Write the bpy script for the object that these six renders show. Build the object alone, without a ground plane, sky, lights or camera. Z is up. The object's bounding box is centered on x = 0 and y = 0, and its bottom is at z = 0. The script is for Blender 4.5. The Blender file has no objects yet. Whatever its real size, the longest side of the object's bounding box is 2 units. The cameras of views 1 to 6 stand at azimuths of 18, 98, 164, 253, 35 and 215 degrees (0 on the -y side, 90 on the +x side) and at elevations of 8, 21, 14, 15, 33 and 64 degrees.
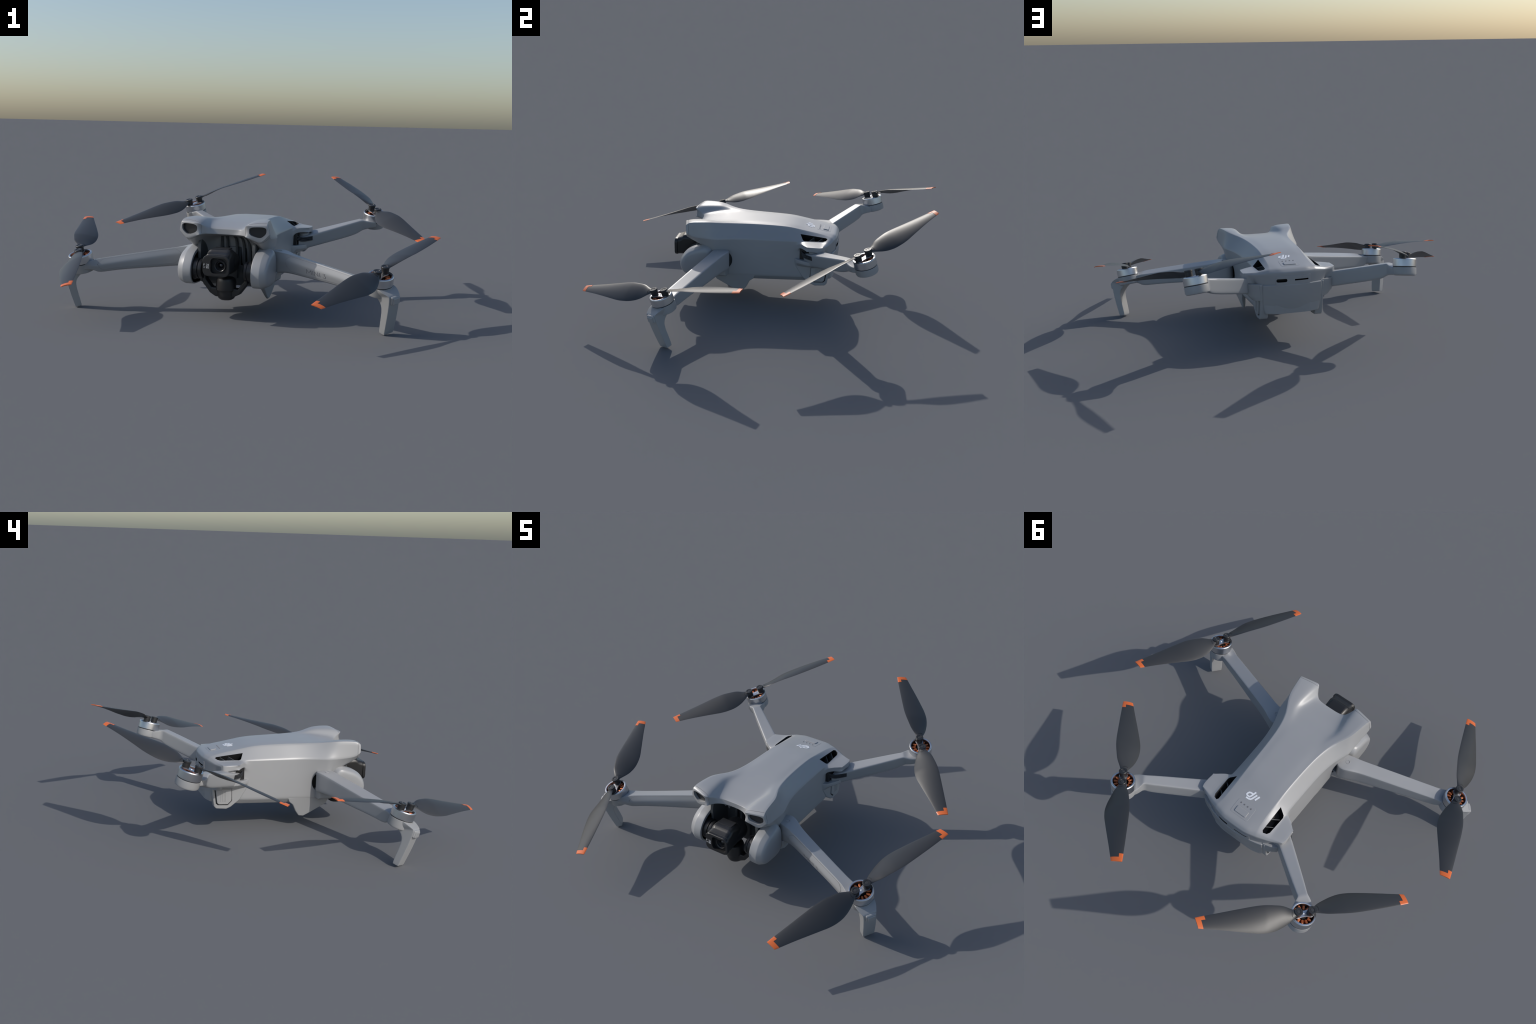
import bpy, bmesh, math, random
from mathutils import Vector, Matrix

random.seed(7)
PI = math.pi

# ----------------------------------------------------------------- materials
def material(name, color, rough=0.5, metal=0.0, grain=0.0, grain_scale=400.0,
             mottle=0.0, coat=0.0, spec=0.5):
    m = bpy.data.materials.new(name)
    m.use_nodes = True
    nt = m.node_tree
    b = nt.nodes["Principled BSDF"]
    b.inputs["Roughness"].default_value = rough
    b.inputs["Metallic"].default_value = metal
    b.inputs["Coat Weight"].default_value = coat
    b.inputs["Specular IOR Level"].default_value = spec
    tc = nt.nodes.new("ShaderNodeTexCoord")
    n = nt.nodes.new("ShaderNodeTexNoise")
    n.inputs["Scale"].default_value = 9.0
    n.inputs["Detail"].default_value = 4.0
    nt.links.new(tc.outputs["Object"], n.inputs["Vector"])
    r = nt.nodes.new("ShaderNodeValToRGB")
    r.color_ramp.elements[0].position = 0.3
    r.color_ramp.elements[1].position = 0.7
    lo = [c * (1 - mottle) for c in color]
    hi = [min(1, c * (1 + mottle)) for c in color]
    r.color_ramp.elements[0].color = (*lo, 1)
    r.color_ramp.elements[1].color = (*hi, 1)
    nt.links.new(n.outputs["Fac"], r.inputs["Fac"])
    nt.links.new(r.outputs["Color"], b.inputs["Base Color"])
    if grain > 0:
        g = nt.nodes.new("ShaderNodeTexNoise")
        g.inputs["Scale"].default_value = grain_scale
        g.inputs["Detail"].default_value = 2.0
        nt.links.new(tc.outputs["Object"], g.inputs["Vector"])
        bp = nt.nodes.new("ShaderNodeBump")
        bp.inputs["Strength"].default_value = grain
        bp.inputs["Distance"].default_value = 0.001
        nt.links.new(g.outputs["Fac"], bp.inputs["Height"])
        nt.links.new(bp.outputs["Normal"], b.inputs["Normal"])
    return m

GREY = material("grey_plastic", (0.335, 0.338, 0.342), 0.36, grain=0.05, mottle=0.012, spec=0.65)
GREY_DARK = material("seam_grey", (0.045, 0.047, 0.05), 0.6)
BLACK = material("black_plastic", (0.018, 0.018, 0.019), 0.38, grain=0.05, mottle=0.05)
CAVITY = material("cavity_black", (0.012, 0.012, 0.013), 0.6)
CHARCOAL = material("charcoal_liner", (0.075, 0.08, 0.082), 0.55, mottle=0.03)
GLASS = material("sensor_glass", (0.02, 0.021, 0.023), 0.3, coat=0.2)
LENS = material("lens_glass", (0.004, 0.004, 0.007), 0.06, coat=1.0)
LENS_RING = material("lens_ring", (0.028, 0.028, 0.03), 0.3)
BLADE = material("blade_grey", (0.038, 0.039, 0.041), 0.42, grain=0.1, grain_scale=600, mottle=0.03)
ORANGE = material("orange_tip", (0.72, 0.15, 0.035), 0.4, mottle=0.03)
ALU = material("satin_aluminium", (0.62, 0.63, 0.65), 0.34, metal=1.0, mottle=0.02)
COPPER = material("copper_winding", (0.55, 0.16, 0.06), 0.35, metal=0.7, grain=0.6, grain_scale=250, mottle=0.15)
HUB = material("hub_black", (0.022, 0.023, 0.025), 0.42, grain=0.06)
MARK = material("printed_dark", (0.17, 0.17, 0.175), 0.5)
WHITE = material("white_print", (0.75, 0.75, 0.75), 0.5)
SILVER = material("silver_mark", (0.86, 0.87, 0.89), 0.22)

COL = bpy.context.scene.collection
ROOT = bpy.data.objects.new("folding_drone", None)
COL.objects.link(ROOT)
ROOT["label"] = "light grey folding camera drone with four orange-tipped propellers"
ROOT["category"] = "camera drone"

# ----------------------------------------------------------------- helpers
def bake(ob):
    """apply every modifier of ob"""
    dg = bpy.context.evaluated_depsgraph_get()
    dg.update()
    me = bpy.data.meshes.new_from_object(ob.evaluated_get(dg), depsgraph=dg)
    old = ob.data
    ob.modifiers.clear()
    ob.data = me
    if old.users == 0:
        bpy.data.meshes.remove(old)
    return ob

def smooth(me, angle=35):
    me.shade_smooth()
    me.set_sharp_from_angle(angle=math.radians(angle))

def raw(name, verts, faces, mats):
    me = bpy.data.meshes.new(name)
    me.from_pydata([tuple(v) for v in verts], [], faces)
    me.validate()
    bm = bmesh.new(); bm.from_mesh(me)
    bmesh.ops.recalc_face_normals(bm, faces=bm.faces)
    bm.to_mesh(me); bm.free()
    for m in (mats if isinstance(mats, (list, tuple)) else [mats]):
        me.materials.append(m)
    ob = bpy.data.objects.new(name, me)
    COL.objects.link(ob)
    return ob

def drop(ob):
    me = ob.data
    bpy.data.objects.remove(ob)
    if me.users == 0:
        bpy.data.meshes.remove(me)

def bevel(ob, width, seg=3, angle=30):
    m = ob.modifiers.new("b", 'BEVEL'); m.width = width; m.segments = seg
    m.limit_method = 'ANGLE'; m.angle_limit = math.radians(angle)
    return bake(ob)

def cut(ob, cutter):
    m = ob.modifiers.new("c", 'BOOLEAN'); m.operation = 'DIFFERENCE'
    m.object = cutter; m.solver = 'EXACT'
    try: m.material_mode = 'TRANSFER'
    except Exception: pass
    bake(ob); drop(cutter)
    return ob

def mirrored_mesh(me):
    c = me.copy()
    c.transform(Matrix.Scale(-1, 4, (1, 0, 0)))
    c.flip_normals()
    return c

def place(ob, parent=None, name=None, ang=35):
    """finish a part: shade, put its origin at its middle, hang it under its thing"""
    if name: ob.name = name
    smooth(ob.data, ang)
    if len(ob.data.polygons) < 6000:
        wn = ob.modifiers.new("w", 'WEIGHTED_NORMAL'); wn.keep_sharp = True
        bake(ob)
    me = ob.data
    if not me.get("centred"):
        lo = Vector([min(v.co[i] for v in me.vertices) for i in range(3)])
        hi = Vector([max(v.co[i] for v in me.vertices) for i in range(3)])
        c = (lo + hi) / 2
        me.transform(Matrix.Translation(-c))
        ob.location = c
    p = parent or ROOT
    ob.parent = p
    if p is not ROOT:
        ob.matrix_parent_inverse = Matrix.Translation(p.location).inverted()
    return ob

def both(ob, parents=None, name=None, ang=35):
    """finish a right-hand part and add its mirror image on the left"""
    nm = name or ob.name
    m = bpy.data.objects.new(nm, mirrored_mesh(ob.data))
    COL.objects.link(m)
    pr, pl = parents if parents else (None, None)
    return place(ob, pr, nm, ang), place(m, pl, None, ang)

def join(name, obs):
    """merge several meshes into one"""
    bm = bmesh.new(); mats = []
    for o in obs:
        tmp = o.data.copy()
        idx = []
        for m in o.data.materials:
            if m not in mats: mats.append(m)
            idx.append(mats.index(m))
        for p in tmp.polygons: p.material_index = idx[p.material_index] if idx else 0
        bm.from_mesh(tmp); bpy.data.meshes.remove(tmp)
    me = bpy.data.meshes.new(name); bm.to_mesh(me); bm.free()
    for m in mats: me.materials.append(m)
    for o in obs: drop(o)
    ob = bpy.data.objects.new(name, me); COL.objects.link(ob)
    return ob

def cage(name, rings, mats, creases=None, levels=3, caps='fan', ring_creases=None, corners=None):
    """subdivision cage through closed rings of points; creases = {column: weight}"""
    n = len(rings[0]); verts = [p for r in rings for p in r]; faces = []
    for i in range(len(rings) - 1):
        for j in range(n):
            k = (j + 1) % n
            faces.append((i*n+j, i*n+k, (i+1)*n+k, (i+1)*n+j))
    last = (len(rings)-1)*n
    if caps == 'fan':
        faces.append(tuple(range(n))); faces.append(tuple(last+j for j in range(n)))
    elif caps == 'pairs':                       # strips across the opening
        h = n // 2
        for b in (0, last):
            for side in (1, -1):
                for i in range(h // 2):
                    a0, a1, b0, b1 = i, i+1, h-i, h-i-1
                    q = [(side*t) % n for t in (a0, a1, b1, b0)]
                    if len(set(q)) == 4: faces.append(tuple(b+t for t in q))
                    else:
                        t3 = []
                        for t in q:
                            if b+t not in t3: t3.append(b+t)
                        faces.append(tuple(t3))
    ob = raw(name, verts, faces, mats)
    me = ob.data
    if creases or ring_creases:
        cr = me.attributes.new("crease_edge", 'FLOAT', 'EDGE')
        for e in me.edges:
            a, b = e.vertices
            if creases and a % n == b % n and a // n != b // n and (a % n) in creases:
                cr.data[e.index].value = creases[a % n]
            if ring_creases and a // n == b // n and (a // n) in ring_creases and (abs(a-b) in (1, n-1)):
                cr.data[e.index].value = ring_creases[a // n]
    if corners:
        cv = me.attributes.new("crease_vert", 'FLOAT', 'POINT')
        for i, j, w in corners: cv.data[i*n+j].value = w
    s = ob.modifiers.new("s", 'SUBSURF'); s.levels = levels; s.render_levels = levels
    return bake(ob)

def extrude(name, poly, axis, lo, hi, mats):
    """prism of a 2-D outline; axis 0: poly is (y,z), 1: (x,z), 2: (x,y)"""
    def at(p, h):
        q = list(p); q.insert(axis, h); return q
    n = len(poly)
    v = [at(p, lo) for p in poly] + [at(p, hi) for p in poly]
    f = [tuple(range(n)), tuple(range(n, 2*n))]
    f += [(i, (i+1) % n, n+(i+1) % n, n+i) for i in range(n)]
    return raw(name, v, f, mats)

def revolve(name, prof, mats, frame=None, seg=48):
    """turn a profile of (radius, height) about the frame's third axis"""
    v, f, n = [], [], len(prof)
    for s in range(seg):
        a = 2*PI*s/seg
        for r, h in prof: v.append(Vector((r*math.cos(a), r*math.sin(a), h)))
    for s in range(seg):
        t = (s+1) % seg
        for i in range(n-1):
            f.append((s*n+i, t*n+i, t*n+i+1, s*n+i+1))
    if prof[0][0] > 1e-6: f.append(tuple(s*n for s in range(seg)))
    if prof[-1][0] > 1e-6: f.append(tuple(s*n+n-1 for s in range(seg)))
    if frame is not None: v = [frame @ p for p in v]
    ob = raw(name, v, f, mats)
    bm = bmesh.new(); bm.from_mesh(ob.data)
    bmesh.ops.remove_doubles(bm, verts=bm.verts, dist=1e-6)
    bmesh.ops.recalc_face_normals(bm, faces=bm.faces)
    bm.to_mesh(ob.data); bm.free()
    return ob

def ring_tube(name, prof, mats, frame=None, seg=48):
    """closed (radius,height) profile turned into a ring"""
    v, f, n = [], [], len(prof)
    for s in range(seg):
        a = 2*PI*s/seg
        for r, h in prof: v.append(Vector((r*math.cos(a), r*math.sin(a), h)))
    for s in range(seg):
        t = (s+1) % seg
        for i in range(n):
            k = (i+1) % n
            f.append((s*n+i, t*n+i, t*n+k, s*n+k))
    if frame is not None: v = [frame @ p for p in v]
    return raw(name, v, f, mats)

def tube(name, pts, radius, mats, res=6):
    cu = bpy.data.curves.new(name, 'CURVE'); cu.dimensions = '3D'
    cu.bevel_depth = radius; cu.bevel_resolution = res; cu.use_fill_caps = True
    sp = cu.splines.new('NURBS'); sp.points.add(len(pts)-1)
    for p, q in zip(sp.points, pts): p.co = (*q, 1)
    sp.use_endpoint_u = True; sp.order_u = 3
    o = bpy.data.objects.new(name, cu); COL.objects.link(o)
    dg = bpy.context.evaluated_depsgraph_get(); dg.update()
    me = bpy.data.meshes.new_from_object(o.evaluated_get(dg), depsgraph=dg)
    bpy.data.objects.remove(o)
    me.materials.clear(); me.materials.append(mats)
    ob = bpy.data.objects.new(name, me); COL.objects.link(ob)
    return ob

def box(name, c, s, mats, frame=None, bev=0.0, seg=3):
    v = [Vector((c[0]+dx*s[0]/2, c[1]+dy*s[1]/2, c[2]+dz*s[2]/2))
         for dz in (-1, 1) for dx, dy in ((-1, -1), (1, -1), (1, 1), (-1, 1))]
    f = [(0, 3, 2, 1), (4, 5, 6, 7), (0, 1, 5, 4), (1, 2, 6, 5), (2, 3, 7, 6), (3, 0, 4, 7)]
    ob = raw(name, v, f, mats)
    if bev: bevel(ob, bev, seg)
    if frame is not None: ob.data.transform(frame)
    return ob

def skin(name, rings, mats):
    n = len(rings[0]); v = [p for r in rings for p in r]; f = []
    for i in range(len(rings)-1):
        for j in range(n):
            k = (j+1) % n
            f.append((i*n+j, i*n+k, (i+1)*n+k, (i+1)*n+j))
    f.append(tuple(range(n))); f.append(tuple((len(rings)-1)*n+j for j in range(n)))
    return raw(name, v, f, mats)

def lerp(a, b, t): return a + (b - a) * t

def rounded(poly, k=3, t=.22):
    """cut the corners of an outline k times"""
    for _ in range(k):
        q = []
        for i, a in enumerate(poly):
            b = poly[(i+1) % len(poly)]
            q += [(lerp(a[0], b[0], t), lerp(a[1], b[1], t)), (lerp(a[0], b[0], 1-t), lerp(a[1], b[1], 1-t))]
        poly = q
    return poly
def grow(poly, k):
    cx = sum(p[0] for p in poly)/len(poly); cy = sum(p[1] for p in poly)/len(poly)
    return [(cx+(x-cx)*k, cy+(y-cy)*k) for x, y in poly]

def table(tab, r):
    for i in range(len(tab)-1):
        if r <= tab[i+1][0]:
            t = (r - tab[i][0]) / (tab[i+1][0] - tab[i][0])
            t = max(0, t)
            def m(k, c):
                a = tab[max(0, k-1)]; b = tab[min(len(tab)-1, k+1)]
                return (b[c]-a[c]) / max(1e-6, b[0]-a[0])
            h = tab[i+1][0]-tab[i][0]; out = []
            for c in range(1, len(tab[0])):
                p0, p1, m0, m1 = tab[i][c], tab[i+1][c], m(i, c)*h, m(i+1, c)*h
                out.append((2*t**3-3*t*t+1)*p0+(t**3-2*t*t+t)*m0+(-2*t**3+3*t*t)*p1+(t**3-t*t)*m1)
            return out
    return list(tab[-1][1:])

# ----------------------------------------------------------------- body shell
def station(y, zt, hump, crease, wall, bottom, belly, low, wing=None, yp=None, side=None):
    """half cross-section from the top centre over the side to the underside centre.
    hump: (x,z) inner and (x,z) outer top edge; crease: foot of the shoulder bevel;
    wing: outer x, z top, z bottom of the rear arm cover; yp: y of chosen points"""
    (x3, z3), (x4, z4) = hump
    x5, z5 = crease; x9, z9 = wall; x10, z10 = bottom; x11, z11 = belly
    if side: w = side
    elif wing:
        w = [(wing[0], wing[1]), (wing[0], wing[2]), (x9+0.003, wing[2]-0.006)]
    else:
        w = [(lerp(x5, x9, t), lerp(z5, z9, t)) for t in (0.2, 0.4, 0.6)]
    x2 = x3-0.021
    pts = [(0, zt), (x3-0.045, zt), (x2, lerp(zt, z3, 0.22)), (x3, z3), (x4, z4), (x5, z5), *w,
           (x9, z9), (x10, z10), (x11, z11), low[0], low[1], (0, low[1][1])]
    out = [[x, y, z] for x, z in pts]
    for k, v in (yp or {}).items(): out[k][1] = v
    return [Vector(p) for p in out]

flat = lambda z: ((0.10, z), (0.05, z))
S = [
    # front lip: brow at y -0.41, the two sensor pods reach further forward
    station(-.408, .447, ((.119, .478), (.222, .480)), (.233, .438), (.190, .400), (.178, .399), (.119, .422),
            ((.098, .424), (.05, .421)), side=((.219, .424), (.207, .412), (.198, .404)),
            yp={2: -.430, 3: -.477, 4: -.456, 5: -.452, 6: -.454, 7: -.456, 8: -.457, 9: -.458, 10: -.460, 11: -.475, 12: -.434}),
    station(-.400, .4505, ((.120, .487), (.221, .491)), (.234, .430), (.193, .395), (.178, .392), (.121, .416),
            ((.100, .419), (.05, .417)), side=((.221, .416), (.209, .405), (.200, .399)),
            yp={2: -.421, 3: -.464, 4: -.443, 5: -.440, 6: -.441, 7: -.443, 8: -.444, 9: -.445, 10: -.447, 11: -.461, 12: -.425}),
    station(-.385, .456, ((.124, .495), (.215, .499)), (.230, .412), (.202, .382), (.178, .372), (.130, .400),
            ((.105, .411), (.05, .412)),
            yp={3: -.420, 4: -.420, 5: -.420, 6: -.42, 7: -.42, 8: -.42, 9: -.42, 10: -.415, 11: -.415, 12: -.395}),
    station(-.335, .464, ((.132, .496), (.203, .500)), (.225, .405), (.204, .352), (.182, .335), (.15, .352),
            ((.115, .396), (.05, .407))),
    station(-.300, .469, ((.136, .491), (.190, .494)), (.226, .404), (.205, .315), (.182, .23), (.155, .24),
            ((.12, .372), (.05, .398))),
    station(-.272, .473, ((.132, .487), (.175, .490)), (.222, .404), (.199, .285), (.178, .182), (.150, .160),
            ((.12, .30), (.05, .32))),
    station(-.245, .475, ((.122, .483), (.160, .485)), (.214, .404), (.191, .285), (.177, .177), (.15, .148), ((.10, .148), (.05, .148)), yp={12: -.255, 13: -.25, 14: -.25}),
    station(-.19, .479, ((.112, .479), (.138, .480)), (.194, .404), (.182, .29), (.175, .178), (.15, .149), flat(.149)),
    station(-.10, .482, ((.105, .479), (.124, .478)), (.177, .402), (.177, .29), (.175, .181), (.15, .151), flat(.151)),
    station(.02, .480, ((.100, .477), (.118, .476)), (.175, .403), (.176, .29), (.175, .185), (.15, .154), flat(.154)),
    station(.125, .475, ((.098, .473), (.116, .472)), (.174, .404), (.176, .29), (.175, .188), (.15, .158), flat(.158)),
    station(.185, .464, ((.097, .461), (.115, .460)), (.175, .406), (.176, .29), (.175, .190), (.15, .160), flat(.160)),
    station(.203, .459, ((.097, .458), (.115, .457)), (.176, .4075), (.176, .29), (.174, .192), (.15, .161), flat(.162),
            wing=(.196, .404, .380), yp={6: .197, 7: .197, 8: .200}),
    station(.245, .451, ((.096, .450), (.114, .449)), (.177, .408), (.176, .29), (.172, .195), (.15, .165), flat(.165),
            wing=(.254, .402, .376), yp={6: .243, 7: .243, 8: .235}),
    station(.300, .442, ((.096, .441), (.115, .440)), (.180, .407), (.176, .29), (.168, .20), (.15, .17), flat(.17),
            wing=(.257, .403, .375), yp={5: .295, 6: .29, 7: .29, 8: .28}),
    station(.350, .433, ((.096, .432), (.118, .430)), (.184, .406), (.178, .30), (.165, .22), (.15, .18), flat(.175),
            wing=(.256, .402, .366), yp={3: .345, 4: .34, 5: .325, 6: .318, 7: .318, 8: .318, 9: .34}),
    station(.386, .427, ((.098, .425), (.125, .424)), (.188, .410), (.190, .345), (.165, .25), (.15, .18), flat(.18),
            wing=(.250, .404, .352), yp={3: .378, 4: .370, 5: .348, 6: .330, 7: .330, 8: .332, 9: .345, 10: .372, 11: .375}),
    station(.403, .408, ((.098, .409), (.128, .408)), (.188, .398), (.185, .348), (.128, .30), (.098, .20),
            ((.092, .18), (.05, .18)),
            wing=(.236, .394, .350), yp={2: .399, 3: .394, 4: .385, 5: .361, 6: .338, 7: .338, 8: .340, 9: .358, 10: .38, 11: .385, 12: .385, 13: .385, 14: .385}),
]
rings = []
for st in S:
    n = len(st)
    rings.append(st + [Vector((-st[i].x, st[i].y, st[i].z)) for i in range(n-2, 0, -1)])
N = len(rings[0])
cr = {3: .2, 4: .82, 5: .85, 6: .95, 7: .95, 8: .7, 10: .85, 11: .6}
cr = {**cr, **{(N-k) % N: w for k, w in cr.items()}}
corner = []
for i, st in enumerate(S):
    if abs(st[0].y-.245) < 1e-4 or abs(st[0].y-.386) < 1e-4:
        corner += [(i, k, 1.0) for k in (6, 7, N-6, N-7)]
    if i == 0:
        corner += [(i, k, .5) for k in (3, 4, 9, 11, N-3, N-4, N-9, N-11)]
body = cage("body_shell", rings, [GREY, CAVITY, CHARCOAL], cr, 3, 'pairs', {0: .55, len(rings)-1: .6, len(rings)-2: .25}, corner)

# openings: side air vents, sensor pockets, ports, arm recesses
def solid(name, quad, inner, mat):
    n = len(quad)
    v = list(quad) + list(inner)
    f = [tuple(range(n)), tuple(range(n, 2*n))] + [(i, (i+1) % n, n+(i+1) % n, n+i) for i in range(n)]
    return raw(name, v, f, mat)

for s in (1, -1):
    m = Matrix.Scale(-1, 4, (1, 0, 0)) if s < 0 else Matrix.Identity(4)
    vent = [Vector(p) for p in ((.131, .193, .436), (.131, .340, .419), (.139, .349, .416), (.158, .341, .412),
                                (.167, .325, .411), (.172, .222, .4125), (.166, .211, .415))]
    out_, in_ = Vector((.032, 0, .045)), Vector((-.022, 0, -.045))
    c = solid("vent_cut", [m @ (p + out_) for p in vent], [m @ (p + in_) for p in vent], CAVITY)
    bm = bmesh.new(); bm.from_mesh(c.data); bmesh.ops.recalc_face_normals(bm, faces=bm.faces); bm.to_mesh(c.data); bm.free()
    cut(body, c)
    pod = rounded([(.134, .471), (.217, .474), (.219, .441), (.187, .415), (.133, .434)], 3, .2)
    pocket = extrude("sensor_cut", [(s*x, z) for x, z in pod], 1, -.50, -.452, GREY)
    for v in pocket.data.vertices: v.co.y += (abs(v.co.x)-.13)*.21
    cut(body, pocket)
    # round pocket in the side wall behind the arm root
    fr = Matrix.Translation((s*.176, -.258, .272)) @ Matrix.Rotation(PI/2, 4, 'Y')
    cut(body, revolve("arm_cut", [(0, -.014), (.064, -.014), (.064, .05), (0, .05)], CHARCOAL, fr, 40))
cut(body, box("usb_cut", (.0635, .40, .366), (.058, .05, .018), CAVITY, bev=.008))
cut(body, box("card_cut", (-.045, .40, .366), (.076, .05, .008), CAVITY, bev=.0015))
from mathutils.bvhtree import BVHTree
def tree_of(ob):
    return BVHTree.FromPolygons([v.co.copy() for v in ob.data.vertices], [tuple(p.vertices) for p in ob.data.polygons])
BODY = tree_of(body)
place(body)

# ----------------------------------------------------------------- vent louvres, sensor windows
for i, y in enumerate((.245, .295)):
    lv = solid("vent_fin", [Vector(p) for p in ((.128, y+.03, .432), (.172, y-.008, .411), (.172, y-.005, .411), (.128, y+.034, .432))],
               [Vector(p) for p in ((.110, y+.03, .385), (.150, y-.008, .375), (.150, y-.005, .375), (.110, y+.034, .385))], CHARCOAL)
    lv.data.transform(Matrix.Translation((-.004, 0, -.008)))
    both(lv)
pod = grow(rounded([(.134, .471), (.217, .474), (.219, .441), (.187, .415), (.133, .434)], 3, .2), .96)
window = extrude("sensor_window", pod, 1, -.4575, -.442, GLASS)
for v in window.data.vertices: v.co.y += (v.co.x-.13)*.21
both(bevel(window, .0015, 2, 60))
# fine seam round each pod just behind its rim
seam = []
for i in range(49):
    a = 2*PI*i/48; d = Vector((math.cos(a), -0.0, math.sin(a)))
    out = Vector((math.cos(a), .21*math.cos(a), math.sin(a)))
    h = BODY.ray_cast(Vector((.174, -.449, .445)) + out*.10, -out.normalized())[0]
    if h is not None: seam.append(h + d*.0001)
both(tube("pod_seam", seam, .0009, MARK, 2))

# ----------------------------------------------------------------- camera bay wall with cooling slots
bay = extrude("bay_wall", [(-.285, .425), (-.283, .38), (-.285, .30), (-.292, .22), (-.305, .172), (-.305, .152), (-.25, .152), (-.25, .20), (-.25, .425)],
              0, -.150, .150, [CHARCOAL, CAVITY])
for x, w in ((-.078, .011), (-.050, .011), (-.008, .034), (.042, .011), (.070, .011)):
    cut(bay, box("slot", (x, -.285, .392), (w, .03, .030), CAVITY))
    cut(bay, box("slot", (x, -.285, .300), (w, .04, .090), CAVITY))
place(bevel(bay, .002, 2))
ribs = []
for x in (-.064, -.033, .018, .056, .086):
    ribs.append(tube("r", [(x*.8, -.335, .408), (x*.9, -.308, .398), (x, -.296, .35), (x*1.05, -.298, .28), (x*1.08, -.305, .19)], .007, CHARCOAL))
place(join("cooling_rib", ribs))

# ----------------------------------------------------------------- gimbal ears
def outline(n, f): return [f(i) for i in range(n)]
ear_yz = [(-.335, .368), (-.385, .348), (-.430, .336), (-.466, .313), (-.493, .276), (-.503, .240), (-.495, .203),
          (-.473, .176), (-.440, .167), (-.39, .166), (-.335, .166), (-.29, .19), (-.29, .33)]
def ear_ring(x, k, cy=-.40, cz=.255): return [Vector((x, cy+(y-cy)*k, cz+(z-cz)*k)) for y, z in ear_yz]
ear = cage("gimbal_ear", [ear_ring(.154, .80), ear_ring(.155, .985), ear_ring(.158, 1.0), ear_ring(.196, 1.0), ear_ring(.200, .99), ear_ring(.226, .87), ear_ring(.233, .74), ear_ring(.235, .55)],
           [GREY, CAVITY], None, 2, 'fan', {1: .8, 3: .7, 4: .4, 5: .3})
pocket = [(-.40+(y+.40)*.86, .25+(z-.255)*.86) for y, z in ear_yz]
cut(ear, extrude("ear_cut", rounded(pocket, 2, .2), 0, .10, .180, CAVITY))
both(ear, None, "gimbal_ear")
liner = rounded([(-.262, .418), (-.355, .404), (-.392, .395), (-.408, .372), (-.412, .34), (-.408, .30), (-.405, .25), (-.39, .19), (-.36, .165), (-.262, .152)], 2, .2)
both(bevel(extrude("bay_liner", liner, 0, .134, .150, CHARCOAL), .002, 2))

# ----------------------------------------------------------------- camera gimbal
GX = .003
def axis_x(x, y, z): return Matrix.Translation((x, y, z)) @ Matrix.Rotation(PI/2, 4, 'Y')
tilt = revolve("tilt_motor", [(0, .106), (.040, .106), (.047, .109), (.049, .114), (.049, .124), (.046, .126), (.046, .129), (.051, .131), (.051, .150), (.056, .152), (.056, .182), (0, .182)],
               BLACK, axis_x(0, -.430, .247), 40)
both(tilt)
yoke = [(-.112, .275), (-.122, .24), (-.118, .185), (-.075, .130), (-.045, .112), (.045, .112), (.080, .130), (.122, .185), (.126, .24), (.114, .275),
        (.102, .27), (.104, .20), (.072, .158), (-.064, .158), (-.098, .20), (-.098, .27)]
place(bevel(extrude("gimbal_yoke", yoke, 1, -.438, -.395, BLACK), .008, 3))
kf = Matrix.Translation((.005, -.412, .001))
place(revolve("gimbal_knob", [(0, .094), (.028, .096), (.040, .104), (.046, .119), (.047, .145), (0, .145)], BLACK, kf, 40))
rf = Matrix.Translation((.005, -.418, .001))
place(revolve("roll_motor", [(0, .140), (.044, .140), (.050, .148), (.051, .190), (.046, .204), (.036, .210), (0, .212)], BLACK, rf, 40))
def rrect(x0, x1, z0, z1, r, y, n=5):
    pts = []
    for cx, cz, a0 in ((x1-r, z1-r, 0), (x0+r, z1-r, 90), (x0+r, z0+r, 180), (x1-r, z0+r, 270)):
        for i in range(n+1):
            a = math.radians(a0 + 90*i/n)
            pts.append(Vector((cx+r*math.cos(a), y, cz+r*math.sin(a))))
    return pts
cb = [rrect(-.053, .055, .250, .345, .03, -.425), rrect(-.057, .059, .244, .355, .03, -.44), rrect(-.060, .062, .240, .3605, .028, -.470), rrect(-.061, .063, .239, .361, .027, -.500),
      rrect(-.062, .064, .238, .357, .026, -.513), rrect(-.062, .064, .237, .349, .026, -.520), rrect(-.062, .064, .237, .345, .026, -.528), rrect(-.063, .065, .236, .340, .026, -.545),
      rrect(-.064, .066, .2355, .337, .026, -.5465), rrect(-.067, .069, .2345, .336, .026, -.548), rrect(-.067, .069, .2345, .336, .026, -.560), rrect(-.065, .067, .237, .334, .025, -.5635), rrect(-.061, .063, .241, .330, .022, -.564)]
place(revolve("camera_back", [(0, .470), (.060, .470), (.062, .44), (.062, .395), (.056, .375), (.042, .364), (0, .360)], BLACK,
              Matrix.Translation((.003, 0, .285)) @ Matrix.Rotation(PI/2, 4, 'X'), 40))
camera = skin("camera_housing", cb, [BLACK, CAVITY])
wc = skin("w", [rrect(-.026, .058, .249, .324, .018, -.60), rrect(-.026, .058, .249, .324, .018, -.545)], CAVITY)
cut(camera, wc)
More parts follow.
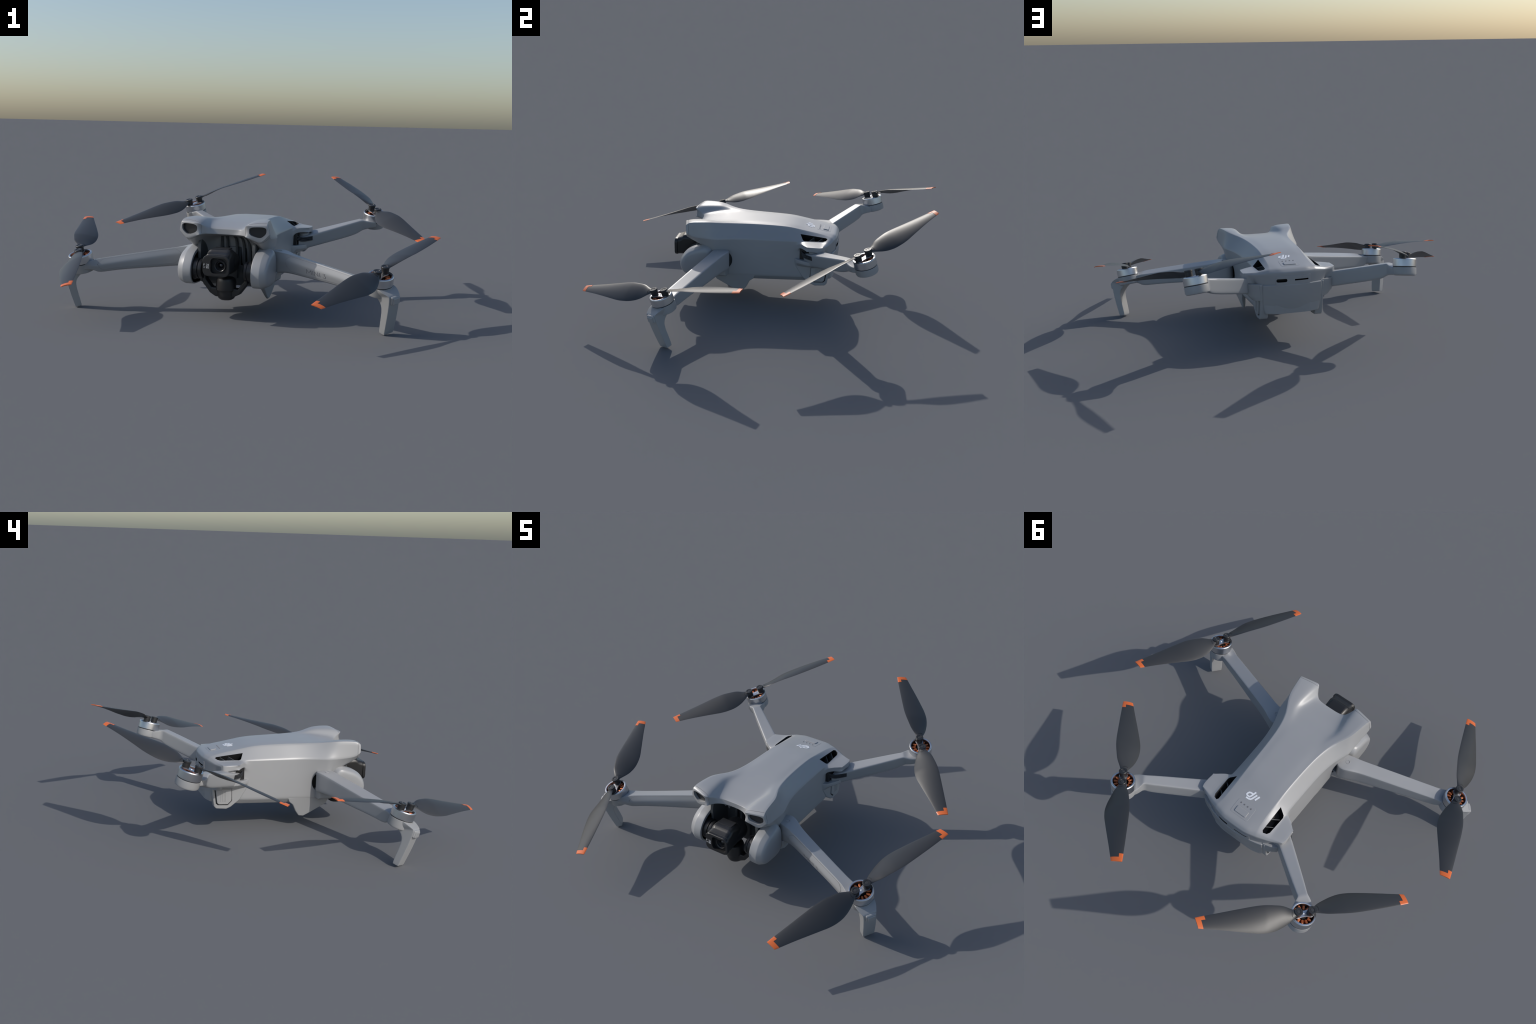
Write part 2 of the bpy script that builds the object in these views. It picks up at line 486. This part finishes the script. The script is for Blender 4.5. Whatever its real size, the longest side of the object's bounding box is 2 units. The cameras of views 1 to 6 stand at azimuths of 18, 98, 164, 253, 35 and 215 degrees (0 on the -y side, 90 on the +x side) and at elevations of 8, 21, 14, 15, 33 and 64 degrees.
cut(camera, revolve("lc", [(0, -.03), (.030, -.03), (.030, .03), (0, .03)], CAVITY, Matrix.Translation((.018, -.545, .286)) @ Matrix.Rotation(PI/2, 4, 'X'), 40))
place(camera, ang=25)
fx = Matrix.Translation((.018, -.545, .286)) @ Matrix.Rotation(PI/2, 4, 'X')
place(ring_tube("lens_barrel", [(.0295, -.02), (.0295, .004), (.027, .006), (.024, .004), (.021, -.006), (.021, -.02)], LENS_RING, fx))
place(ring_tube("lens_barrel", [(.021, -.022), (.021, -.003), (.018, -.002), (.013, -.010), (.013, -.022)], BLACK, fx))
place(revolve("lens", [(0, -.006), (.006, -.007), (.011, -.010), (.013, -.014), (.013, -.02), (0, -.02)], LENS, fx, 32))
place(bevel(box("top_cover", (.001, -.468, .3600), (.084, .046, .006), BLACK), .002, 2))

def text(name, body_, size, mat, frame, depth, align='CENTER', shear=0.0, thin=0.0):
    cu = bpy.data.curves.new(name, 'FONT'); cu.body = body_; cu.size = size; cu.extrude = depth
    cu.align_x = align; cu.align_y = 'CENTER'; cu.shear = shear; cu.offset = -thin; cu.space_character = 1.0 if thin == 0 else 1.15; cu.resolution_u = 4
    o = bpy.data.objects.new(name, cu); COL.objects.link(o)
    dg = bpy.context.evaluated_depsgraph_get(); dg.update()
    me = bpy.data.meshes.new_from_object(o.evaluated_get(dg), depsgraph=dg)
    bpy.data.objects.remove(o)
    me.materials.clear(); me.materials.append(mat); me.transform(frame)
    ob = bpy.data.objects.new(name, me); COL.objects.link(ob)
    return ob
FRONT = Matrix.Rotation(PI/2, 4, 'X')      # text facing -y
for t, x, z in (("F", -.061, .289), ("1.7", -.0605, .277), ("24", -.043, .289), ("82", -.043, .277)):
    place(text("lens_marking", t, .014 if len(t) < 3 else .009, WHITE, Matrix.Translation((x+.003, -.5648, z)) @ FRONT, .0006))

# ----------------------------------------------------------------- belly fins
fin = [(-.302, .165), (-.290, .140), (-.200, .085), (-.165, .067), (-.137, .070), (-.115, .100), (-.095, .140), (-.072, .158), (-.060, .184), (-.302, .184)]
def fin_ring(k):
    out = []
    for y, z in fin:
        t = min(1, max(0, (.178 - z)/.11))
        outer = lerp(.1745, .1495, t); wide = lerp(.034, .013, t**.6)
        out.append(Vector((outer if k > 0 else outer - wide, y, z)))
    return out
fo = skin("belly_fin", [fin_ring(-1), fin_ring(1)], GREY)
both(bevel(fo, .005, 3, 40))

# ----------------------------------------------------------------- battery, latch housing, ledge
bt = []
for w, e, z in ((.118, .355, .172), (.150, .376, .185), (.161, .392, .235), (.163, .400, .30), (.163, .4015, .343)):
    back = [Vector((w*k/8, e + .005 - .026*(k/8*w/.163)**2, z)) for k in range(8, -9, -1)]
    bt.append([Vector((w, .20, z))] + back + [Vector((-w, .20, z))])
place(bevel(skin("battery", bt, GREY), .005, 3, 25), ang=30)
house = [(.170, .262), (.212, .192), (.262, .152), (.287, .141), (.344, .146), (.356, .160), (.366, .22), (.372, .28), (.374, .342), (.35, .345), (.30, .345), (.20, .30)]
def h_ring(k):
    out = []
    for y, z in house:
        x = lerp(.175, .183, (z-.14)/.2)
        if y > .35: x = lerp(x, .160, (y-.35)/.05*.6)
        if z > .29: x = .178
        out.append(Vector((x if k else .13, y, z)))
    return out
hs = skin("latch_housing", [h_ring(0), h_ring(1)], [GREY, GREY_DARK])
bevel(hs, .006, 3, 40)
lat = [(.357, .266), (.259, .258), (.256, .188), (.280, .163), (.335, .166), (.346, .176)]
cut(hs, extrude("latch_cut", lat, 0, .169, .24, GREY_DARK))
both(hs)
lat2 = [(.350, .260), (.263, .253), (.260, .190), (.282, .169), (.331, .171), (.340, .180)]
lb = bevel(extrude("battery_latch", lat2, 0, .164, .1815, GREY), .003, 3)
both(lb)
gr = [box("g", (.1818, .292+.009*i, .215), (.002, .0035, .06), GREY) for i in range(4)]
both(bevel(join("latch_grip", gr), .0007, 1))
post = [(.160, .374), (.205, .362), (.228, .349), (.237, .336), (.230, .322), (.160, .33)]
p0 = [Vector((x, y, .347)) for x, y in post]; p1 = [Vector((x, y, .285)) for x, y in post]; p2 = [Vector((lerp(.165, x, .6), y, .255)) for x, y in post]
both(bevel(skin("ledge_post", [p0, p1, p2], GREY), .003, 2, 40))
led = [(.165, .160), (.200, .180), (.235, .245), (.242, .290), (.238, .330), (.215, .355), (.165, .372)]
l0 = [Vector((x, y, .306)) for x, y in led]; l1 = [Vector((x, y, .285)) for x, y in led]
l2 = [Vector((lerp(.17, x, .45), y, .262)) for x, y in led]
both(bevel(skin("arm_ledge", [l0, l1, l2], GREY), .004, 2, 40))

# ----------------------------------------------------------------- top: power button, lamps, mark, port panel
def top_hit(x, y): return BODY.ray_cast(Vector((x, y, 1)), Vector((0, 0, -1)))[0].z
def drape(ob, height):
    """lay a flat part, modelled about z = 0 at its place in x and y, onto the top of the body"""
    for v in ob.data.vertices: v.co.z += top_hit(v.co.x, v.co.y) + height
    return ob
def slab(name, cx, cy, sx, sy, h, r, mat, n=6):
    """rounded rectangular slab with a softened upper edge"""
    def loop(d, z):
        p = []
        for qx, qy, a0 in ((1, 1, 0), (-1, 1, 90), (-1, -1, 180), (1, -1, 270)):
            for i in range(n+1):
                a = math.radians(a0+90*i/n)
                p.append(Vector((cx+qx*(sx/2-r)+(r-d)*math.cos(a), cy+qy*(sy/2-r)+(r-d)*math.sin(a), z)))
        return p
    return skin(name, [loop(0, -.004), loop(0, h*.6), loop(h*.25, h*.9), loop(h*.6, h)], mat)
place(drape(slab("button_plate", 0, .318, .104, .078, .0008, .010, GREY), 0))
place(drape(slab("power_button", 0, .330, .068, .032, .0045, .006, GREY), .0005), ang=25)
for i in range(4):
    lamp = revolve("status_lamp", [(0, .0014), (.0038, .0014), (.0040, -.002), (0, -.002)], MARK, Matrix.Translation((-.030+.020*i, .294, 0)), 16)
    place(drape(lamp, .0006))
def rear_hit(x, z): return BODY.ray_cast(Vector((x, 1, z)), Vector((0, -1, 0)))[0].y
pc = []
for i in range(25):
    x = lerp(-.096, .094, i/24)
    y = max(rear_hit(x, .3885), rear_hit(x, .344), rear_hit(x, .378))
    pc.append([Vector((x, y-.006, .3895)), Vector((x, y+.0022, .3895)), Vector((x, y+.0022, .342)), Vector((x, y-.006, .342))])
port = skin("port_cover", pc, [GREY, CAVITY])
bevel(port, .0015, 2, 50)
cut(port, box("usb_cut", (.0635, .40, .366), (.058, .05, .018), CAVITY, bev=.008))
cut(port, box("card_cut", (-.045, .40, .366), (.076, .05, .008), CAVITY, bev=.0015))
place(port)

def stroke(pts, w):
    """flat ribbon outline along a 2-D path"""
    L, R = [], []
    for i, p in enumerate(pts):
        a = pts[max(0, i-1)]; b = pts[min(len(pts)-1, i+1)]
        d = Vector((b[0]-a[0], b[1]-a[1])).normalized(); nrm = Vector((-d.y, d.x))
        L.append(Vector(p)+nrm*w/2); R.append(Vector(p)-nrm*w/2)
    return L + R[::-1]
def slant(p): return Vector((p[0]+.28*p[1], p[1]))
def arc(cx, cy, rx, ry, a0, a1, n=8): return [(cx+rx*math.cos(math.radians(lerp(a0, a1, i/n))), cy+ry*math.sin(math.radians(lerp(a0, a1, i/n)))) for i in range(n+1)]
strokes = [([(-.0095, .004), (-.0185, .004), (-.0255, .0015), (-.0275, -.005), (-.0265, -.0125), (-.0205, -.0150), (-.0085, -.0150), (-.0070, -.006), (-.006, .018)], .0072),
           ([(.0075, .010), (.0055, -.014), (.003, -.0215), (-.004, -.0245), (-.018, -.0245)], .0072),
           ([(.021, .010), (.019, -.014)], .0075)]
marks = []
for pts, w in strokes:
    o = stroke([slant(p) for p in pts], w); n = len(o); h = n//2
    v = [Vector((p.x*1.15, p.y*1.1, z)) for z in (0, .0012) for p in o]
    f = [(i, i+1, n-2-i, n-1-i) for i in range(h-1)]
    f += [tuple(n+t for t in q) for q in f]
    f += [(i, (i+1) % n, n+(i+1) % n, n+i) for i in range(n)]
    marks.append(raw("m", v, f, SILVER))
mk = join("maker_mark", marks)
mk.data.transform(Matrix.Rotation(PI, 4, 'Z'))
mk.data.transform(Matrix.Translation((0, .232, 0)))
place(drape(mk, .0002))

# ----------------------------------------------------------------- motors, propellers, arms
NRM = Vector((.109, -.2715, 1)).normalized()
def motor_frame(c, heading):
    h = Vector((math.cos(heading), math.sin(heading), 0))
    o = (h - NRM*h.dot(NRM)).normalized(); t = NRM.cross(o)
    return Matrix(((o.x, t.x, NRM.x, c[0]), (o.y, t.y, NRM.y, c[1]), (o.z, t.z, NRM.z, c[2]), (0, 0, 0, 1)))

BLADE_TAB = [(.030, .013, -.013, .020), (.045, .013, -.018, .013), (.070, .021, -.036, .009), (.105, .035, -.056, .008), (.150, .042, -.073, .0075),
             (.195, .046, -.080, .007), (.240, .046, -.078, .0065), (.290, .043, -.069, .006), (.360, .038, -.055, .005),
             (.430, .033, -.041, .004), (.480, .029, -.032, .0035), (.517, .0255, -.0245, .003)]
def pitch(r):
    return math.radians(table([(.03, 8), (.055, 14), (.10, 23.5), (.15, 23), (.20, 20), (.30, 14.5), (.40, 9.5), (.53, 4.5)], r)[0])
CONE = [0.0]
def blade_point(u, s, side, swell, lead):
    """u: 0 root..1 tip, s: 0 leading..1 trailing edge, side +1 top -1 bottom"""
    rl, rt = lerp(.030, .5185, u), lerp(.030, .5115, u)
    r = lerp(rl, rt, s)
    le, te, th = table(BLADE_TAB, lerp(.030, .517, u))
    c = lerp(le, te, s) + (swell*.8 if s == 0 else (-swell*.8 if s == 1 else 0))
    prof = (4*s*(1-s))**.55 if 0 < s < 1 else 0
    camber = .045*(le-te)*4*s*(1-s)
    h = camber + side*(.5*th*prof*(1.25-.5*s) + swell)
    a = pitch(r)
    lift = lerp(.020, .031, min(1, u*3)) + CONE[0]*u
    if u == 1: r += swell
    return Vector((r, lead*(c*math.cos(a) - h*math.sin(a)), lift + c*math.sin(a) + h*math.cos(a)))
US = [i/46 for i in range(42)] + [.915, .935, .955, .967, .98, .99, 1.0]
US = sorted(set(US))
SS = [0, .03, .08, .15, .22, .30, .40, .5, .6, .7, .8, .88, .95, 1]
def blade_mesh(lead, keep, swell, name, mat):
    v, f, idx = [], [], {}
    def vid(i, j, side):
        if j in (0, len(SS)-1): side = 0
        k = (i, j, side)
        if k not in idx:
            idx[k] = len(v)
            v.append(blade_point(US[i], SS[j], side if side else 1, swell, lead) if side else
                     (blade_point(US[i], SS[j], 1, swell, lead)+blade_point(US[i], SS[j], -1, swell, lead))/2)
        return idx[k]
    cells = {(i, j) for i in range(len(US)-1) for j in range(len(SS)-1) if keep((US[i]+US[i+1])/2, (SS[j]+SS[j+1])/2)}
    def face(q):
        o = []
        for k in q:
            if k not in o: o.append(k)
        if len(o) > 2: f.append(tuple(o))
    for i, j in cells:
        for side in (1, -1):
            face([vid(i, j, side), vid(i+1, j, side), vid(i+1, j+1, side), vid(i, j+1, side)])
        for (a, b), nb in ((((i, j), (i+1, j)), (i, j-1)), (((i+1, j), (i+1, j+1)), (i+1, j)),
                           (((i+1, j+1), (i, j+1)), (i, j+1)), (((i, j+1), (i, j)), (i-1, j))):
            if nb not in cells:
                face([vid(*a, 1), vid(*b, 1), vid(*b, -1), vid(*a, -1)])
    return raw(name, v, f, mat)

def build_motor_and_prop(c, heading, blade_dir, lead, leg, deep):
    M = motor_frame(c, heading)
    # motor
    bell = ring_tube("motor_bell", [(.0505, -.038), (.0505, -.004), (.0515, -.0005), (.054, .0005), (.0585, 0), (.0607, -.002), (.0615, -.005), (.0615, -.0065), (.0615, -.0405), (.0605, -.0425)], ALU, M, 64)
    R, Lf = both(bell, None, "motor_bell")
    motor = (R, Lf)
    both(ring_tube("motor_gap", [(.02, -.050), (.0595, -.050), (.0595, -.040), (.02, -.040)], GREY_DARK, M, 48), motor)
    both(revolve("motor_core", [(0, -.018), (.018, -.018), (.020, -.022), (.020, -.04), (0, -.04)], BLACK, M, 32), motor)
    coils = []
    for k in range(12):
        A = M @ Matrix.Rotation(2*PI*(k+.5)/12, 4, 'Z')
        coils.append(box("c", (.0365, 0, -.019), (.023, .0125, .018), COPPER, A, .0045, 3))
    both(join("copper_coil", coils), motor)
    # propeller
    b = Vector(blade_dir).normalized(); b = (b - NRM*b.dot(NRM)).normalized(); t = NRM.cross(b)
    P = Matrix(((b.x, t.x, NRM.x, c[0]), (b.y, t.y, NRM.y, c[1]), (b.z, t.z, NRM.z, c[2]), (0, 0, 0, 1)))
    hp = [(-.051, -.0125), (-.034, -.022), (-.012, -.016), (.012, -.016), (.034, -.022), (.051, -.0125),
          (.051, .0125), (.034, .022), (.012, .016), (-.012, .016), (-.034, .022), (-.051, .0125)]
    plate = extrude("hub_plate", hp, 2, -.009, -.001, ALU); bevel(plate, .0015, 2); plate.data.transform(P)
    hub = both(plate, None, "propeller")
    both(revolve("hub_screw", [(0, .0015), (.003, .0015), (.0038, .0005), (.0038, -.004), (0, -.004)], SILVER, P, 16), hub)
    for k in (0, 1):
        Q = P @ Matrix.Rotation(PI*k, 4, 'Z')
        C = Q @ Matrix.Translation((.034, 0, 0))
        both(revolve("blade_clamp", [(0, .0315), (.010, .0315), (.0115, .0335), (.0185, .0335), (.0205, .0315), (.0208, .026), (.0190, .0245), (.0188, .004), (.0170, -.002), (0, -.002)], HUB, C, 36), hub)
        both(revolve("clamp_pin", [(0, .0325), (.0075, .0325), (.0085, .0315), (0, .0310)], BLADE, C, 20), hub)
        bl = blade_mesh(lead, lambda u, s: True, 0, "blade", BLADE); bl.data.transform(Q)
        both(bl, hub, ang=50)
        tp = blade_mesh(lead, lambda u, s: u > .955 or (u > .905 and s < .30), .0010, "blade_tip", ORANGE); tp.data.transform(Q)
        both(tp, hub, ang=50)
        row = []
        for i in range(11):
            q = lerp(.25, .80, i/10); du = .0035*(1-(2*i/10-1)**2)
            row.append([blade_point(.066+du*2, q, 1, .0005, lead), blade_point(.070+du*2.6, q, 1, .0005, lead),
                        blade_point(.070+du*2.6, q, 1, -.0015, lead), blade_point(.066+du*2, q, 1, -.0015, lead)])
        sl = skin("root_slot", row, CAVITY); sl.data.transform(Q)
        both(sl, hub)
    # motor seat
    prof = [(0, -.046), (.055, -.046), (.0605, -.0475), (.0615, -.050), (.0615, -.046-deep+.010), (.0585, -.046-deep+.003), (.052, -.046-deep), (0, -.046-deep)]
    return M, revolve("motor_seat", prof, GREY, M, 64)

def arm_cage(name, secs, levels=3, w=(.45, .45, .45, .45)):
    """secs: corner points round the section per station, w: crease of each corner"""
    rings = []
    for sec in secs:
        sec = [Vector(p) for p in sec]; q = []
        for k, a in enumerate(sec):
            c = sec[(k+1) % len(sec)]
            q += [a, a.lerp(c, .5)]
        rings.append(q)
    return cage(name, rings, GREY, {2*k: x for k, x in enumerate(w)}, levels, 'fan', {0: .5, len(rings)-1: .5})

# --- front
FC = (.780, -.464, .284)
MF, seat = build_motor_and_prop(FC, math.radians(-36), (.382, .938, .213), -1, True, .050)
def lin(p, q, x):
    t = (x-p[0])/(q[0]-p[0]); return (x, lerp(p[1], q[1], t), lerp(p[2], q[2], t))
PIV = Vector((.232, -.258, 0)); AX = Vector((.9356, -.3532, 0)); SD = Vector((.3532, .9356, 0))
ARM = [  # s along the arm from the hinge, then across/height of back top, front ridge, front bulge, front bottom, back bottom
    (-.054, .012, .333, -.012, .333, -.012, .28, -.012, .230, .012, .230), (-.047, .034, .336, -.030, .336, -.034, .28, -.030, .225, .034, .225),
    (-.028, .048, .338, -.042, .338, -.047, .28, -.042, .224, .048, .223), (.000, .049, .338, -.044, .338, -.048, .28, -.040, .226, .048, .224),
    (.035, .043, .332, -.038, .336, -.046, .294, -.032, .232, .044, .224), (.0727, .036, .321, -.034, .331, -.045, .293, -.028, .236, .041, .222),
    (.180, .034, .303, -.033, .315, -.045, .277, -.029, .225, .040, .212), (.286, .033, .285, -.032, .298, -.045, .261, -.030, .217, .038, .204),
    (.400, .032, .267, -.031, .279, -.045, .243, -.032, .205, .036, .195), (.465, .032, .257, -.031, .268, -.045, .232, -.034, .194, .036, .186),
    (.490, .033, .256, -.032, .262, -.046, .222, -.036, .192, .036, .188), (.512, .035, .251, -.036, .255, -.048, .228, -.044, .206, .038, .203),
    (.545, .042, .245, -.044, .245, -.050, .226, -.048, .206, .042, .204), (.585, .035, .241, -.035, .238, -.040, .22, -.038, .206, .035, .205)]
secs = []
for r in ARM:
    c = PIV + AX*r[0]
    secs.append([tuple(c + SD*r[k] + Vector((0, 0, r[k+1]))) for k in (3, 1, 9, 7, 5)])
arm_ob = arm_cage("front_arm", secs, 3, (.6, .45, .3, .3, .1))
FARM = tree_of(arm_ob)
fa, fal = both(arm_ob, None, "front_arm")
both(revolve("hinge_screw", [(0, -.002), (.0085, -.002), (.0095, .0018), (.011, .0018), (.0118, -.002), (.0118, -.01), (0, -.01)], GREY, Matrix.Translation((.233, -.259, .337)), 24), (fa, fal))
# the front face carries a lid: a strip lying on the arm from the ridge to the lower edge
def on_arm(q, z, off):
    p = PIV + AX*q - SD*.2; p = Vector((p.x, p.y, z))
    return FARM.ray_cast(p, SD)[0] - SD*off
RIDGE = [(r[0], r[4], r[8]) for r in ARM]
lid = []
for i in range(61):
    q = lerp(.068, .492, i/60)
    k = min(1, min(i, 60-i)/4)**.6
    zr, zb = table(RIDGE, q)
    z0, z1 = zr - lerp(.030, .0075, k), zb + lerp(.045, .012, k)
    row = [on_arm(q, lerp(z0, z1, j/12), .0010) for j in range(13)]
    lid.append(row + [p + SD*.006 for p in row[::-1]])
both(skin("arm_lid", lid, GREY), (fa, fal), ang=40)
edge = [r[0] + SD*.0006 for r in lid[:1]] + [r[0] + SD*.0006 for r in lid[1:]] + [lid[-1][6]] + [r[12] + SD*.0006 for r in lid[::-1]] + [lid[0][6]]
both(tube("lid_seam", edge + edge[:1], .0007, MARK, 2), (fa, fal))
both(bevel(skin("hinge_block", [[Vector(p) for p in ((.165, -.318, z), (w, -.300, z), (w+.004, -.225, z), (.165, -.215, z))] for w, z in ((.210, .178), (.228, .190), (.232, .235))], GREY), .005, 2), (fa, fal))
# landing leg in the motor's own frame: o outward, t sideways, w along the shaft
def leg_sec(o0, o1, ht, w, w1=None):
    w1 = w if w1 is None else w1
    return [MF @ Vector(p) for p in ((o0, -ht, w1), (o0, 0, w1), (o0, ht, w1), ((o0+o1)/2, ht, (w+w1)/2), (o1, ht, w), (o1, 0, w), (o1, -ht, w), ((o0+o1)/2, -ht, (w+w1)/2))]
leg = cage("landing_leg", [leg_sec(.00, .045, .050, -.047, -.050), leg_sec(.00, .066, .050, -.052, -.082), leg_sec(.015, .098, .0345, -.064, -.096), leg_sec(.050, .102, .0335, -.082, -.118),
                           leg_sec(.060, .100, .033, -.150), leg_sec(.058, .096, .0325, -.200), leg_sec(.055, .090, .031, -.260), leg_sec(.057, .088, .029, -.270)],
           GREY, {0: .5, 2: .5, 4: .6, 6: .6}, 3, 'fan', {0: .6, 2: .4, 7: .6})
both(leg, (fa, fal))
both(join("motor_seat", [seat]), (fa, fal))
both(box("leg_button", (.101, .003, -.086), (.018, .054, .040), GREY, MF, .007), (fa, fal))
both(box("leg_button", (.111, .004, -.088), (.008, .040, .030), GREY, MF, .0035), (fa, fal))

# lettering on the right front arm
GLYPHS = [[(0, 0), (.001, 1), (.0145, .35), (.028, 1), (.029, 0)], [(.038, 0), (.038, 1)], [(.0485, 0), (.0485, 1), (.068, 0), (.068, 1)], [(.079, 0), (.079, 1)],
          [(.0975, 1), (.111, 1), (.1035, .60), (.109, .57), (.1125, .40), (.1120, .18), (.107, .02), (.1015, .02), (.0965, .13)]]
strokes = []
for g in GLYPHS:
    path = []
    for (x0, y0), (x1, y1) in zip(g, g[1:]):
        for k in range(6):
            q = .194 + lerp(x0, x1, k/6); zr, zb = table(RIDGE, q)
            path.append(on_arm(q, lerp(zr, zb, .60) + (lerp(y0, y1, k/6)-.5)*.021, .0007))
    q = .194 + g[-1][0]; zr, zb = table(RIDGE, q)
    path.append(on_arm(q, lerp(zr, zb, .60) + (g[-1][1]-.5)*.021, .0007))
    strokes.append(tube("l", path, .0013, MARK, 2))
place(join("arm_lettering", strokes), fa)

# --- rear
RC = (.556, .569, .476)
CONE[0] = .003
MR, seat = build_motor_and_prop(RC, math.radians(45), (-.645, .75, .274), 1, False, .043)
rF = ((.3, .294, .373), (.5, .458, .435)); rB = ((.3, .383, .394), (.5, .527, .446))
rb = ((.3, .394, .310), (.5, .542, .368)); rf_ = ((.3, .315, .299), (.5, .479, .356))
secs = []
for x in (.200, .214, .26, .36, .46):
    secs.append([lin(*rF, x), lin(*rB, x), lin(*rb, x), lin(*rf_, x)])
secs.append([(.497, .458, .434), (.468, .501, .436), (.468, .515, .370), (.497, .478, .366)])
secs.append([(.512, .470, .438), (.482, .513, .442), (.480, .530, .380), (.512, .488, .378)])
secs.append([(.538, .478, .429), (.480, .540, .433), (.478, .552, .386), (.540, .488, .384)])
secs.append([(.585, .520, .423), (.500, .600, .428), (.500, .602, .396), (.585, .522, .394)])
secs.append([(.565, .555, .420), (.535, .585, .425), (.535, .585, .398), (.565, .555, .395)])
ra, ral = both(arm_cage("rear_arm", secs, 3, (.3, .4, .25, .25)), None, "rear_arm")
both(join("motor_seat", [seat]), (ra, ral))
hinge = revolve("hinge_knuckle", [(0, .312), (.030, .312), (.034, .316), (.034, .366), (.030, .370), (0, .370)], GREY, Matrix.Translation((.212, .285, 0)), 32)
both(hinge, (ra, ral))
cab = [tube("w", [(.165, .197+.004*k, .352-.007*k), (.190, .205, .356-.008*k), (.212, .221, .345-.008*k), (.235, .242, .344-.008*k), (.266, .272, .350-.008*k)], .0042, BLACK) for k in range(3)]
both(join("power_cable", cab))
both(bevel(box("slot_shadow_block", (.183, .262, .340), (.024, .130, .066), BLACK), .003, 2))  # black block modelled for the deep shade inside the rear arm slot

# pieces too small to pick apart stay joined: mark them as stuff
for ob in bpy.data.objects:
    if ob.name.split(".")[0] in ("copper_coil", "cooling_rib", "latch_grip", "power_cable"):
        ob["kind"] = "stuff"
